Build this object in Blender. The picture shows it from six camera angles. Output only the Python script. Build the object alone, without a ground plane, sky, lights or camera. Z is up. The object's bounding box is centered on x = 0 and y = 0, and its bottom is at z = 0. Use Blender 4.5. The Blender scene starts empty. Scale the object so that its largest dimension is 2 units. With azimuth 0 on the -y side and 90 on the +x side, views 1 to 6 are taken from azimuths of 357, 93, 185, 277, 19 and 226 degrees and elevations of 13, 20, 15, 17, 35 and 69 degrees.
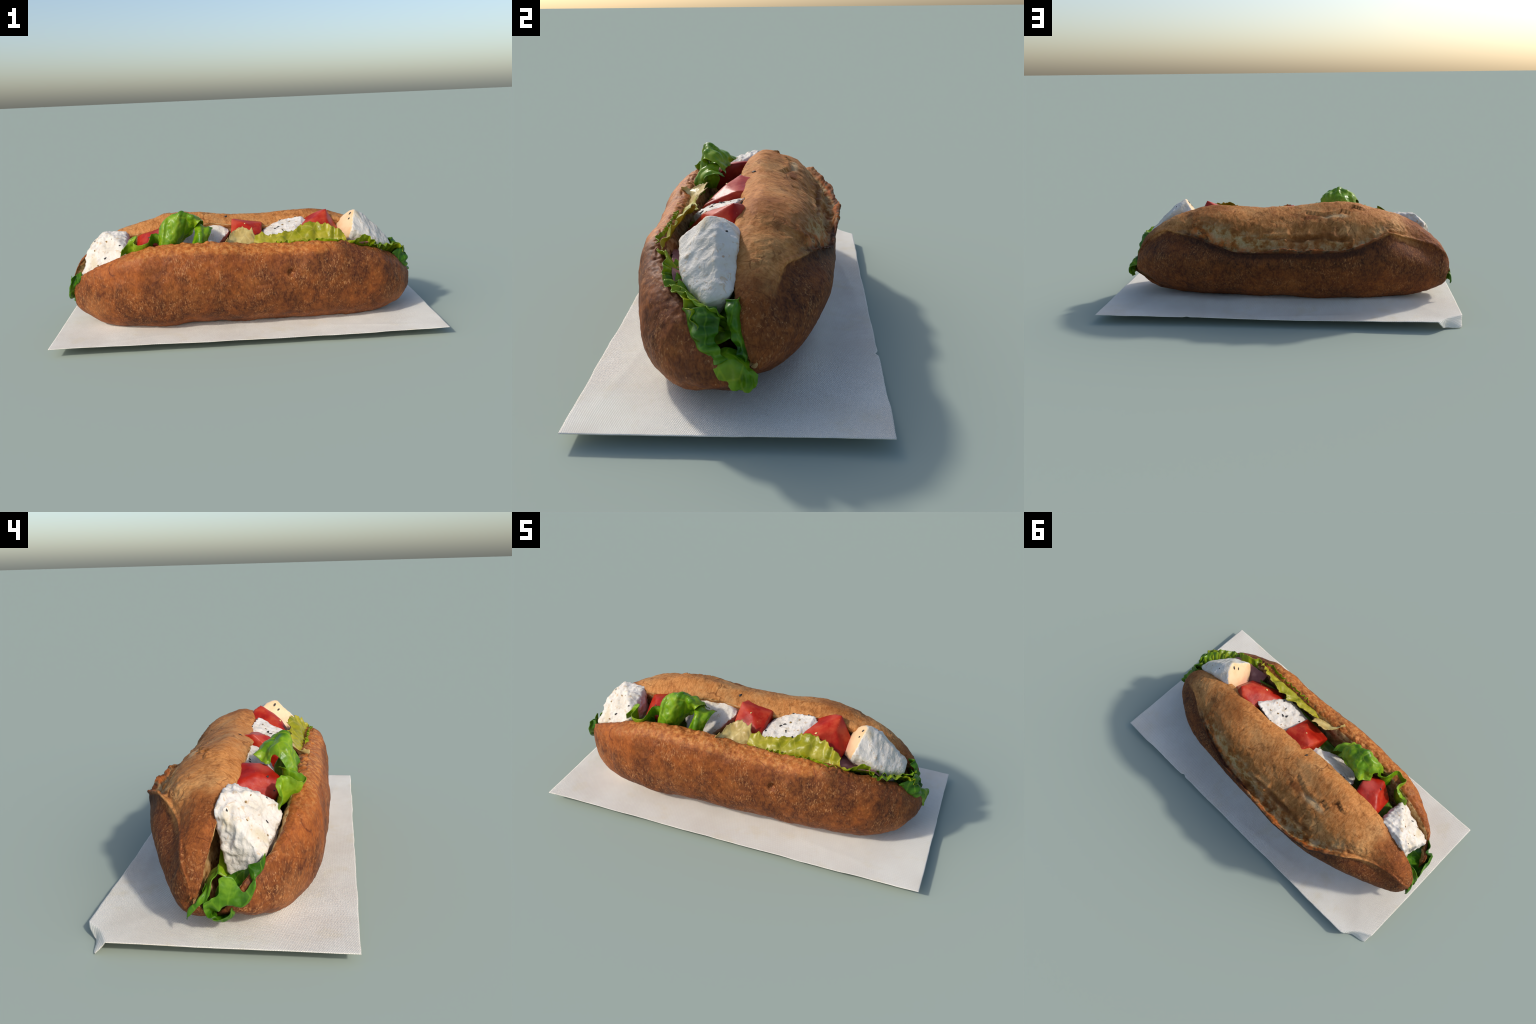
"""Filled baguette roll (brie, tomato, lettuce, ham) lying on a paper napkin."""
import bpy, bmesh, math
import numpy as np
from mathutils import Vector
from mathutils.bvhtree import BVHTree

COL = bpy.context.scene.collection

# ------------------------------------------------------------------ numerics
def _hash(ix, iy, iz, seed):
    h = (ix * 374761393 + iy * 668265263 + iz * 1274126177 + seed * 974711) & 0xFFFFFFFF
    h = ((h ^ (h >> 13)) * 1103515245) & 0xFFFFFFFF
    h = ((h ^ (h >> 16)) * 2654435761) & 0xFFFFFFFF
    return ((h ^ (h >> 15)) & 0xFFFFFF) / float(0xFFFFFF) * 2 - 1


def noise(P, scale=1.0, seed=0, stretch=(1, 1, 1)):
    """Smooth value noise in -1..1 at points P (n,3)."""
    q = P * np.array(stretch) * scale + 100.0
    i = np.floor(q).astype(np.int64)
    f = q - i
    f = f * f * f * (f * (f * 6 - 15) + 10)
    out = 0
    for dx in (0, 1):
        wx = f[:, 0] if dx else 1 - f[:, 0]
        for dy in (0, 1):
            wy = f[:, 1] if dy else 1 - f[:, 1]
            for dz in (0, 1):
                wz = f[:, 2] if dz else 1 - f[:, 2]
                out = out + wx * wy * wz * _hash(i[:, 0] + dx, i[:, 1] + dy, i[:, 2] + dz, seed)
    return out


def fbm(P, scale, seed=0, octaves=4, gain=0.5, stretch=(1, 1, 1)):
    out, a, tot = 0, 1.0, 0
    for o in range(octaves):
        out = out + a * noise(P, scale * 2.03 ** o, seed + 17 * o, stretch)
        tot += a
        a *= gain
    return out / tot


def ridged(P, scale, seed=0, octaves=3, stretch=(1, 1, 1)):
    out, a, tot = 0, 1.0, 0
    for o in range(octaves):
        out = out + a * (1 - np.abs(noise(P, scale * 2.1 ** o, seed + 31 * o, stretch)) * 2)
        tot += a
        a *= 0.5
    return out / tot


def smooth(a, b, x):
    t = np.clip((x - a) / (b - a), 0, 1)
    return t * t * (3 - 2 * t)


def pchip(xs, Y, q):
    """Monotone cubic through rows Y at knots xs, evaluated at q."""
    xs = np.asarray(xs, float)
    Y = np.asarray(Y, float)
    if Y.ndim == 1:
        return pchip(xs, Y[:, None], q)[:, 0]
    h = np.diff(xs)[:, None]
    d = np.diff(Y, axis=0) / h
    m = np.zeros_like(Y)
    m[0], m[-1] = d[0], d[-1]
    if len(xs) > 2:
        w1, w2 = 2 * h[1:] + h[:-1], h[1:] + 2 * h[:-1]
        same = d[:-1] * d[1:] > 0
        with np.errstate(divide="ignore", invalid="ignore"):
            hm = (w1 + w2) / (w1 / d[:-1] + w2 / d[1:])
        m[1:-1] = np.where(same, np.nan_to_num(hm), 0)
    k = np.clip(np.searchsorted(xs, q, side="right") - 1, 0, len(xs) - 2)
    t = ((q - xs[k]) / (xs[k + 1] - xs[k]))[:, None]
    H = h[k]
    return ((2 * t**3 - 3 * t**2 + 1) * Y[k] + (t**3 - 2 * t**2 + t) * H * m[k]
            + (-2 * t**3 + 3 * t**2) * Y[k + 1] + (t**3 - t**2) * H * m[k + 1])


def catmull(P, q, closed=False):
    """Centripetal-like Catmull-Rom through points P (n,d...) at parameters q (0..n-1 or n)."""
    P = np.asarray(P, float)
    n = len(P)
    k = np.floor(q).astype(int)
    if not closed:
        k = np.clip(k, 0, n - 2)
    t = (q - k).reshape((-1,) + (1,) * (P.ndim - 1))
    if closed:
        a, b, c, d = P[(k - 1) % n], P[k % n], P[(k + 1) % n], P[(k + 2) % n]
    else:
        a = np.where((k == 0).reshape(t.shape), 2 * P[0] - P[1], P[np.clip(k - 1, 0, n - 1)])
        b, c = P[k], P[k + 1]
        d = np.where((k == n - 2).reshape(t.shape), 2 * P[n - 1] - P[n - 2], P[np.clip(k + 2, 0, n - 1)])
    return 0.5 * (2 * b + (c - a) * t + (2 * a - 5 * b + 4 * c - d) * t**2 + (3 * b - a - 3 * c + d) * t**3)


def seg_dist(P, line):
    """Distance of points P to a polyline (all 3D)."""
    line = np.asarray(line, float)
    best = np.full(len(P), 9.0)
    for a, b in zip(line[:-1], line[1:]):
        ab = b - a
        t = np.clip(((P - a) @ ab) / (ab @ ab), 0, 1)
        best = np.minimum(best, np.linalg.norm(P - a - t[:, None] * ab, axis=1))
    return best


# ------------------------------------------------------------------ mesh helpers
def make_mesh(name, V, F):
    me = bpy.data.meshes.new(name)
    me.from_pydata([tuple(v) for v in V], [], [tuple(int(i) for i in f) for f in F])
    me.update()
    return me


def make_obj(name, me, parent=None, mats=()):
    ob = bpy.data.objects.new(name, me)
    COL.objects.link(ob)
    for m in mats:
        me.materials.append(m)
    if parent:
        ob.parent = parent
    me.polygons.foreach_set("use_smooth", [True] * len(me.polygons))
    return ob


def coords(me):
    V = np.empty(len(me.vertices) * 3)
    me.vertices.foreach_get("co", V)
    return V.reshape(-1, 3)


def set_coords(me, V):
    me.vertices.foreach_set("co", np.ascontiguousarray(V).ravel())
    me.update()


def normals(me):
    N = np.empty(len(me.vertices) * 3)
    me.vertex_normals.foreach_get("vector", N)
    return N.reshape(-1, 3)


def split_faces(me, mask, name_a, name_b, parent, mat_a, mat_b):
    """Split a mesh into two objects by face mask; both keep the whole body's normals."""
    N = normals(me).copy()
    V = coords(me)
    out = []
    for name, keep, mat, par in ((name_a, ~mask, mat_a, parent), (name_b, mask, mat_b, None)):
        F = [tuple(p.vertices) for p, k in zip(me.polygons, keep) if k]
        used = sorted({i for f in F for i in f})
        remap = {o: n for n, o in enumerate(used)}
        m2 = make_mesh(name, V[used], [[remap[i] for i in f] for f in F])
        ob = make_obj(name, m2, par or out[0], [mat])
        m2.normals_split_custom_set_from_vertices([tuple(N[i]) for i in used])
        out.append(ob)
    bpy.data.meshes.remove(me)
    return out


# ------------------------------------------------------------------ node helpers
class Mat:
    def __init__(self, name):
        self.m = bpy.data.materials.new(name)
        self.m.use_nodes = True
        self.nt = self.m.node_tree
        self.bsdf = next(n for n in self.nt.nodes if n.bl_idname == "ShaderNodeBsdfPrincipled")
        self.out = next(n for n in self.nt.nodes if n.bl_idname == "ShaderNodeOutputMaterial")
        self.P = self.node("ShaderNodeTexCoord").outputs["Object"]

    def node(self, t, **kw):
        n = self.nt.nodes.new(t)
        for k, v in kw.items():
            setattr(n, k, v)
        return n

    def put(self, sock, v):
        if isinstance(v, bpy.types.NodeSocket):
            self.nt.links.new(v, sock)
        elif v is not None:
            sock.default_value = v if not isinstance(v, tuple) or len(v) != 3 or sock.type != "RGBA" else (*v, 1)
        return sock

    def math(self, op, a, b=None, c=None, clamp=False):
        n = self.node("ShaderNodeMath", operation=op, use_clamp=clamp)
        for i, v in enumerate((a, b, c)):
            if v is not None:
                self.put(n.inputs[i], v)
        return n.outputs[0]

    def mapping(self, scale=(1, 1, 1), rot=(0, 0, 0), loc=(0, 0, 0), vec=None):
        n = self.node("ShaderNodeMapping")
        self.put(n.inputs["Vector"], vec or self.P)
        n.inputs["Scale"].default_value = scale
        n.inputs["Rotation"].default_value = rot
        n.inputs["Location"].default_value = loc
        return n.outputs[0]

    def noise(self, scale, detail=4, rough=0.55, dist=0.0, vec=None):
        n = self.node("ShaderNodeTexNoise")
        self.put(n.inputs["Vector"], vec or self.P)
        n.inputs["Scale"].default_value = scale
        n.inputs["Detail"].default_value = detail
        n.inputs["Roughness"].default_value = rough
        n.inputs["Distortion"].default_value = dist
        return n.outputs["Fac"]

    def voronoi(self, scale, feature="F1", vec=None, rand=1.0):
        n = self.node("ShaderNodeTexVoronoi", feature=feature)
        self.put(n.inputs["Vector"], vec or self.P)
        n.inputs["Scale"].default_value = scale
        n.inputs["Randomness"].default_value = rand
        return n.outputs["Distance"]

    def ramp(self, fac, stops, interp="LINEAR"):
        n = self.node("ShaderNodeValToRGB")
        n.color_ramp.interpolation = interp
        e = n.color_ramp.elements
        while len(e) < len(stops):
            e.new(0.5)
        for el, (p, c) in zip(e, stops):
            el.position = p
            el.color = (*c, 1) if isinstance(c, tuple) else (c, c, c, 1)
        self.put(n.inputs["Fac"], fac)
        return n.outputs["Color"]

    def step(self, x, a, b):
        n = self.node("ShaderNodeMapRange", interpolation_type="SMOOTHSTEP")
        self.put(n.inputs["Value"], x)
        n.inputs["From Min"].default_value = a
        n.inputs["From Max"].default_value = b
        return n.outputs["Result"]

    def mix(self, fac, a, b, blend="MIX"):
        n = self.node("ShaderNodeMix", data_type="RGBA", blend_type=blend)
        self.put(n.inputs["Factor"], fac)
        self.put(n.inputs[6], a)
        self.put(n.inputs[7], b)
        return n.outputs[2]

    def warp(self, amount, scale):
        n = self.node("ShaderNodeTexNoise")
        self.put(n.inputs["Vector"], self.P)
        n.inputs["Scale"].default_value = scale
        n.inputs["Detail"].default_value = 4
        m = self.node("ShaderNodeVectorMath", operation="MULTIPLY_ADD")
        self.put(m.inputs[0], n.outputs["Color"])
        m.inputs[1].default_value = (amount,) * 3
        self.put(m.inputs[2], self.P)
        return m.outputs[0]

    def xyz(self):
        n = self.node("ShaderNodeSeparateXYZ")
        self.put(n.inputs[0], self.P)
        return n.outputs

    def curve_of_x(self, pts, lo, hi):
        """value(x) as a smooth ramp over x = -1..1; pts are (x, value)."""
        x = self.xyz()[0]
        fac = self.math("MULTIPLY_ADD", x, 0.5, 0.5)
        r = self.ramp(fac, [((px + 1) / 2, (v - lo) / (hi - lo)) for px, v in pts], "LINEAR")
        return self.math("MULTIPLY_ADD", r, hi - lo, lo)

    def blob(self, c, r, wob=0.3, ws=14.0):
        """Soft-edged ellipsoidal patch round point c with radii r."""
        n = self.mapping(scale=tuple(1 / k for k in r), loc=tuple(-a / k for a, k in zip(c, r)))
        ln = self.node("ShaderNodeVectorMath", operation="LENGTH")
        self.put(ln.inputs[0], n)
        w = self.math("MULTIPLY_ADD", self.noise(ws, 4), wob * 4, -wob * 2)
        return self.math("SUBTRACT", 1.0, self.step(self.math("ADD", ln.outputs["Value"], w), 0.35, 1.1))

    def bump(self, h, strength, dist, prev=None):
        n = self.node("ShaderNodeBump")
        n.inputs["Strength"].default_value = strength
        n.inputs["Distance"].default_value = dist
        self.put(n.inputs["Height"], h)
        if prev is not None:
            self.put(n.inputs["Normal"], prev)
        return n.outputs[0]

    def finish(self, color, rough=0.5, normal=None, spec=0.5, coat=0.0, sss=0.0, translucent=None, tfac=0.3):
        b = self.bsdf
        self.put(b.inputs["Base Color"], color)
        self.put(b.inputs["Roughness"], rough)
        b.inputs["Specular IOR Level"].default_value = spec
        b.inputs["Coat Weight"].default_value = coat
        b.inputs["Coat Roughness"].default_value = 0.2
        if sss:
            b.inputs["Subsurface Weight"].default_value = sss
            b.inputs["Subsurface Radius"].default_value = (1.0, 0.6, 0.4)
            b.inputs["Subsurface Scale"].default_value = 0.012
        if normal is not None:
            self.put(b.inputs["Normal"], normal)
        if translucent is not None:
            t = self.node("ShaderNodeBsdfTranslucent")
            self.put(t.inputs["Color"], translucent)
            if normal is not None:
                self.put(t.inputs["Normal"], normal)
            mx = self.node("ShaderNodeMixShader")
            mx.inputs[0].default_value = tfac
            self.nt.links.new(b.outputs[0], mx.inputs[1])
            self.nt.links.new(t.outputs[0], mx.inputs[2])
            self.nt.links.new(mx.outputs[0], self.out.inputs["Surface"])
        return self.m


def srgb(r, g, b):
    f = lambda c: c / 12.92 if c <= 0.04045 else ((c + 0.055) / 1.055) ** 2.4
    return tuple(f(c / 255) for c in (r, g, b))


# ------------------------------------------------------------------ shared bread curves
# crest of the front lip (height over x) and the torn ear of the back half (height over x)
LIP = [(-0.95, .22), (-0.90, .305), (-0.84, .352), (-0.74, .397), (-0.64, .437), (-0.54, .470), (-0.44, .490),
       (-0.2, .494), (0.06, .473), (0.27, .468), (0.47, .467), (0.58, .434), (0.70, .398), (0.82, .337), (0.90, .24)]
EAR = [(-0.95, .36), (-0.86, .40), (-0.79, .405), (-0.706, .432), (-0.61, .465), (-0.523, .437), (-0.44, .405), (-0.346, .389), (-0.25, .384),
       (-0.06, .380), (0.135, .370), (0.232, .372), (0.33, .397), (0.43, .423), (0.53, .447), (0.65, .458), (0.74, .445), (0.80, .46)]


# ------------------------------------------------------------------ materials
EAR_Y = [(-0.95, .10), (-0.86, .145), (-0.77, .165), (-0.68, .215), (-0.61, .262), (-0.52, .316), (-0.43, .358), (-0.33, .374), (-0.20, .384),
         (-0.06, .370), (0.10, .346), (0.23, .335), (0.36, .308), (0.46, .270), (0.55, .225), (0.65, .168), (0.74, .14), (0.81, .13), (0.90, .10)]


def baked_skin(M, tone, strength=1.0):
    """Mottled, floury, finely grained skin over a broad tone; returns colour and bump height."""
    mid = M.noise(10.0, 5, 0.60, 0.5)
    tone = M.mix(M.math("MULTIPLY", M.step(mid, 0.50, 0.68), 0.45 * strength), tone, M.mix(0.50, tone, srgb(56, 28, 20)))
    tone = M.mix(M.math("MULTIPLY", M.step(mid, 0.47, 0.30), 0.50 * strength), tone, M.mix(0.40, tone, srgb(178, 96, 34)))
    grain = M.noise(150.0, 2, 0.6, vec=M.mapping(scale=(1, 1, 0.55), rot=(0, 0.35, 0)))
    soft = M.noise(44.0, 3, 0.55, 0.6, vec=M.mapping(scale=(1.0, 1, 0.7), rot=(0, 0.3, 0)))
    tone = M.mix(M.step(soft, 0.36, 0.66), M.mix(0.17, tone, srgb(48, 22, 13)), M.mix(0.16, tone, srgb(196, 116, 52)))
    tone = M.mix(M.step(grain, 0.36, 0.64), M.mix(0.10, tone, srgb(44, 18, 10)), M.mix(0.10, tone, srgb(206, 130, 66)))
    # pale floury strokes in two directions, denser in some places
    s1 = M.noise(88.0, 2, 0.5, 0.6, vec=M.mapping(scale=(1.7, 1.0, 0.62), rot=(0.0, 0.55, 0.0)))
    s2 = M.noise(110.0, 2, 0.5, 0.6, vec=M.mapping(scale=(1.5, 1.0, 0.60), rot=(0.3, -0.50, 0.2)))
    where = M.step(M.noise(8.0, 4, 0.65), 0.42, 0.62)
    fleck = M.math("MULTIPLY", M.math("MAXIMUM", M.step(s1, 0.57, 0.69), M.step(s2, 0.58, 0.69)), where)
    tone = M.mix(M.math("MULTIPLY", fleck, 0.58 * strength), tone, srgb(196, 140, 90))
    dots = M.math("MULTIPLY", M.step(M.voronoi(58.0, vec=M.mapping(scale=(1.2, 1.2, 0.8))), 0.20, 0.10), M.step(M.noise(11.0, 4), 0.50, 0.62))
    tone = M.mix(M.math("MULTIPLY", dots, 0.42 * strength), tone, srgb(214, 160, 110))
    # hairline cracks of the skin
    cr = M.voronoi(7.5, "DISTANCE_TO_EDGE", vec=M.mapping(scale=(0.7, 1, 1.2)))
    crack = M.math("MULTIPLY", M.step(cr, 0.011, 0.003), M.step(M.noise(6.0, 2), 0.5, 0.6))
    tone = M.mix(M.math("MULTIPLY", crack, 0.55), tone, srgb(74, 30, 16))
    h = M.math("ADD", M.math("MULTIPLY", grain, 0.5), M.math("MULTIPLY", fleck, 0.35))
    return tone, h, mid


def crust_material(name, half):
    M = Mat(name)
    X = M.xyz()
    big = M.noise(5.5, 6, 0.66)
    tone = M.ramp(big, [(0.37, srgb(62, 31, 21)), (0.46, srgb(90, 45, 24)), (0.54, srgb(118, 60, 27)), (0.65, srgb(148, 84, 38))])
    wob = M.math("MULTIPLY_ADD", M.noise(26.0, 5, 0.65), 0.05, -0.025)

    def lay(tone, spots, colour):
        for c, r, f in spots:
            tone = M.mix(M.math("MULTIPLY", M.blob(c, r), f), tone, colour)
        return tone

    if half == "front":
        tone = lay(tone, [((-0.62, -0.33, 0.40), (0.42, 0.2, 0.13), .60), ((-0.05, -0.36, 0.42), (0.5, 0.2, 0.10), .40)], srgb(160, 80, 28))
        tone = lay(tone, [((-0.80, -0.26, 0.16), (0.12, 0.14, 0.09), .5), ((0.80, -0.16, 0.13), (0.16, 0.2, 0.08), .45)], srgb(160, 104, 62))
        tone = lay(tone, [((0.40, -0.34, 0.12), (0.12, 0.2, 0.10), .45), ((0.05, -0.36, 0.12), (0.10, 0.2, 0.06), .35)], srgb(148, 84, 36))
        tone = lay(tone, [((0.45, -0.31, 0.46), (0.12, 0.10, 0.05), .85), ((0.36, -0.36, 0.38), (0.20, 0.15, 0.10), .55), ((-0.25, -0.36, 0.20), (0.30, 0.2, 0.09), .40),
                          ((0.62, -0.30, 0.37), (0.14, 0.15, 0.08), .40), ((0.10, -0.36, 0.18), (0.35, 0.2, 0.08), .40), ((0.74, -0.2, 0.33), (0.16, 0.18, 0.12), .40),
                          ((-0.45, -0.36, 0.36), (0.10, 0.2, 0.05), .30)], srgb(56, 30, 24))
        lip = M.curve_of_x(LIP, 0.0, 0.6)
        d = M.math("ADD", M.math("SUBTRACT", X[2], lip), wob)
        cloud = M.noise(3.2, 5, 0.6, 0.8)
        tone = M.mix(M.math("MULTIPLY", M.step(cloud, 0.50, 0.66), 0.55), tone, srgb(72, 36, 26))
        tone = M.mix(M.math("MULTIPLY", M.step(cloud, 0.48, 0.34), 0.40), tone, srgb(168, 90, 34))
        # golden, thinner band along the lip
        band = M.math("MULTIPLY", M.step(d, -0.055, -0.022), M.math("MULTIPLY", M.step(X[0], 0.56, 0.36), M.step(X[0], -0.80, -0.45)))
        tone = M.mix(M.math("MULTIPLY", band, 0.80), tone, M.ramp(M.noise(48, 4, 0.65), [(0.35, srgb(150, 76, 28)), (0.5, srgb(186, 108, 46)), (0.64, srgb(216, 150, 82))]))
        col, h, mid = baked_skin(M, tone)
        return M.finish(col, 0.55, M.bump(h, 0.16, 0.005), spec=0.18)

    # back half: dark side crust under a torn ear, pale stretched skin over it
    tone = M.mix(0.42, tone, srgb(80, 43, 29))
    ear, ear_y = M.curve_of_x(EAR, 0.0, 0.6), M.curve_of_x(EAR_Y, 0.0, 0.6)
    w8 = M.math("MULTIPLY", wob, 0.8)
    dz = M.math("SUBTRACT", X[2], ear)
    inside = M.math("SUBTRACT", M.math("SUBTRACT", ear_y, X[1]), 0.010)
    pocket = M.math("MINIMUM", inside, M.math("ADD", dz, 0.05))         # the groove behind the ear counts as torn skin
    d = M.math("ADD", M.math("MAXIMUM", dz, pocket), w8)
    side = M.step(X[1], 0.30, 0.08)
    d = M.math("ADD", d, M.math("MULTIPLY", side, 0.02))
    ends = M.math("MULTIPLY", M.step(M.math("ADD", X[0], M.math("MULTIPLY", wob, 3.0)), -0.82, -0.64),
                  M.step(M.math("ADD", M.math("ADD", X[0], M.math("MULTIPLY", wob, 3.0)), M.math("MULTIPLY", X[2], -0.35)), 0.68, 0.52))
    top = M.math("MULTIPLY", M.step(d, -0.004, 0.012), ends)
    rim = M.math("MULTIPLY", M.step(d, -0.085, -0.012), M.math("MULTIPLY", M.step(X[1], 0.12, 0.26), M.step(X[0], -0.9, -0.4)))
    tone = M.mix(M.math("MULTIPLY", rim, 0.65), tone, srgb(44, 25, 22))
    tone = lay(tone, [((0.72, 0.2, 0.33), (0.20, 0.2, 0.12), .60), ((0.45, 0.30, 0.30), (0.2, 0.2, 0.10), .35), ((-0.55, 0.30, 0.34), (0.16, 0.2, 0.10), .45),
                      ((-0.9, 0.12, 0.22), (0.08, 0.1, 0.10), .55)], srgb(52, 30, 26))
    tone = lay(tone, [((-0.86, 0.04, 0.40), (0.14, 0.12, 0.10), .65), ((0.82, 0.04, 0.38), (0.10, 0.07, 0.12), .5), ((0.84, 0.12, 0.20), (0.10, 0.1, 0.07), .4)], srgb(140, 76, 36))
    side_c, h, mid = baked_skin(M, tone, 0.75)

    fib = M.noise(34.0, 5, 0.68, 1.2, vec=M.mapping(scale=(1.9, 0.9, 0.9), rot=(0, 0, 0.25)))
    fib2 = M.noise(70.0, 3, 0.6, 0.5, vec=M.mapping(scale=(1.9, 0.7, 0.8), rot=(0, 0, -0.3)))
    patch = M.noise(9.0, 6, 0.72, 0.8)
    tan = M.ramp(big, [(0.30, srgb(168, 102, 48)), (0.50, srgb(192, 126, 66)), (0.70, srgb(200, 150, 94))])
    tan = M.mix(M.math("MULTIPLY", M.step(patch, 0.50, 0.66), 0.70), tan, srgb(124, 68, 26))
    tan = M.mix(M.math("MULTIPLY", M.step(patch, 0.46, 0.34), 0.45), tan, srgb(196, 148, 94))
    tan = M.mix(M.step(fib, 0.38, 0.64), M.mix(0.30, tan, srgb(104, 52, 18)), M.mix(0.22, tan, srgb(214, 162, 104)))
    tan = M.mix(M.math("MULTIPLY", M.step(fib2, 0.50, 0.70), 0.45), tan, srgb(208, 142, 86))
    tan = M.mix(M.math("MULTIPLY", M.step(fib2, 0.44, 0.30), 0.30), tan, srgb(112, 58, 22))
    ck = M.voronoi(9.0, "DISTANCE_TO_EDGE", vec=M.mapping(scale=(0.8, 1, 1.0), vec=M.warp(0.10, 14.0)))
    crk = M.math("MULTIPLY", M.step(ck, 0.035, 0.006), M.step(M.noise(7.0, 3), 0.48, 0.60))
    tan = M.mix(M.math("MULTIPLY", crk, 0.55), tan, srgb(92, 46, 18))
    # lower flank: olive-brown toasted dough, then pale crumb in the groove just behind the ear
    along = M.math("MULTIPLY", M.step(X[0], -0.66, -0.45), M.step(X[0], 0.66, 0.42))
    flank = M.math("MULTIPLY", M.math("MULTIPLY", M.step(X[1], 0.15, 0.27), along), M.step(patch, 0.40, 0.54))
    tan = M.mix(M.math("MULTIPLY", flank, 0.55), tan, srgb(112, 66, 24))
    near = M.math("MULTIPLY", M.math("MULTIPLY", M.step(M.math("ADD", inside, M.math("MULTIPLY", wob, 1.5)), 0.085, 0.035), M.step(X[1], 0.14, 0.24)), along)
    crumbc = M.ramp(M.noise(17.0, 5, 0.68), [(0.38, srgb(108, 60, 20)), (0.46, srgb(144, 98, 48)), (0.54, srgb(172, 146, 100)), (0.68, srgb(190, 172, 134))])
    tan = M.mix(M.math("MULTIPLY", near, 0.80), tan, crumbc)
    tan = lay(tan, [((-0.74, 0.04, 0.46), (0.14, 0.14, 0.10), .7)], srgb(150, 80, 32))
    tan = lay(tan, [((0.42, 0.12, 0.58), (0.16, 0.14, 0.08), .5), ((0.40, 0.20, 0.50), (0.16, 0.08, 0.06), .45)], srgb(132, 74, 32))
    tan = M.mix(M.math("MULTIPLY", M.blob((-0.31, 0.185, 0.54), (0.10, 0.022, 0.05), 0.2), 0.6), tan, srgb(196, 172, 130))
    tan = M.mix(M.math("MULTIPLY", M.blob((-0.17, 0.18, 0.54), (0.06, 0.03, 0.05), 0.3), 0.7), tan, srgb(108, 56, 24))
    tan = M.mix(M.math("MULTIPLY", M.blob((-0.18, 0.285, 0.44), (0.24, 0.022, 0.05), 0.3), 0.65), tan, srgb(100, 52, 14))
    col = M.mix(top, side_c, tan)
    # toasted orange crest of the ear
    crest = M.math("MULTIPLY", M.math("MULTIPLY", M.step(inside, 0.034, 0.006), M.step(dz, -0.006, 0.008)), M.math("MULTIPLY", M.step(X[1], 0.14, 0.24), along))
    en = M.noise(21, 5, 0.7)
    col = M.mix(M.math("MULTIPLY", M.math("MULTIPLY", crest, M.step(en, 0.42, 0.54)), 0.85), col, srgb(176, 92, 36))
    col = M.mix(M.math("MULTIPLY", M.math("MULTIPLY", crest, M.step(en, 0.47, 0.38)), 0.75), col, srgb(84, 36, 18))
    burnt = M.math("MULTIPLY", M.math("MULTIPLY", M.step(inside, 0.006, -0.004), M.math("MULTIPLY", M.step(dz, -0.050, -0.020), M.step(dz, 0.03, 0.01))), M.math("MULTIPLY", M.step(X[1], 0.14, 0.26), along))
    col = M.mix(M.math("MULTIPLY", burnt, 0.70), col, srgb(40, 22, 20))
    h = M.math("ADD", h, M.math("SUBTRACT", M.math("MULTIPLY", M.math("ADD", fib, fib2), 0.7), M.math("MULTIPLY", crk, 0.8)))
    return M.finish(col, 0.66, M.bump(h, 0.35, 0.007), spec=0.12)


def crumb_material():
    M = Mat("bread_crumb")
    n = M.noise(30.0, 5, 0.6)
    col = M.ramp(n, [(0.34, srgb(140, 92, 46)), (0.5, srgb(176, 134, 82)), (0.66, srgb(200, 166, 116))])
    pores = M.step(M.voronoi(38.0, vec=M.mapping(scale=(0.7, 1, 1))), 0.30, 0.10)
    col = M.mix(M.math("MULTIPLY", pores, 0.6), col, srgb(104, 68, 34))
    return M.finish(col, 0.85, M.bump(M.math("SUBTRACT", n, pores), 0.6, 0.008), spec=0.2)


def cheese_rind_material():
    M = Mat("cheese_rind")
    n = M.noise(9.0, 4)
    col = M.ramp(n, [(0.35, srgb(208, 198, 182)), (0.55, srgb(219, 212, 202)), (0.7, srgb(206, 192, 166))])
    w = M.noise(38.0, 4, 0.6, 1.2)
    col = M.mix(M.math("MULTIPLY", M.step(w, 0.56, 0.70), 0.65), col, srgb(196, 164, 122))
    spots = M.math("MULTIPLY", M.step(M.voronoi(24.0), 0.16, 0.07), M.step(M.noise(8.0, 2), 0.52, 0.6))
    col = M.mix(M.math("MULTIPLY", spots, 0.8), col, srgb(176, 132, 84))
    return M.finish(col, 0.55, M.bump(M.math("ADD", w, M.math("MULTIPLY", M.noise(90.0, 3), 0.4)), 0.5, 0.008), spec=0.2, sss=0.04)


def cheese_paste_material():
    M = Mat("cheese_paste")
    n = M.noise(16.0, 4)
    col = M.ramp(n, [(0.35, srgb(226, 186, 138)), (0.6, srgb(234, 202, 158))])
    col = M.mix(M.math("MULTIPLY", M.blob((0.515, -0.06, 0.46), (0.06, 0.09, 0.05)), 0.6), col, srgb(236, 168, 146))
    return M.finish(col, 0.42, M.bump(M.noise(50, 3), 0.2, 0.004), spec=0.4, sss=0.1)


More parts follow.
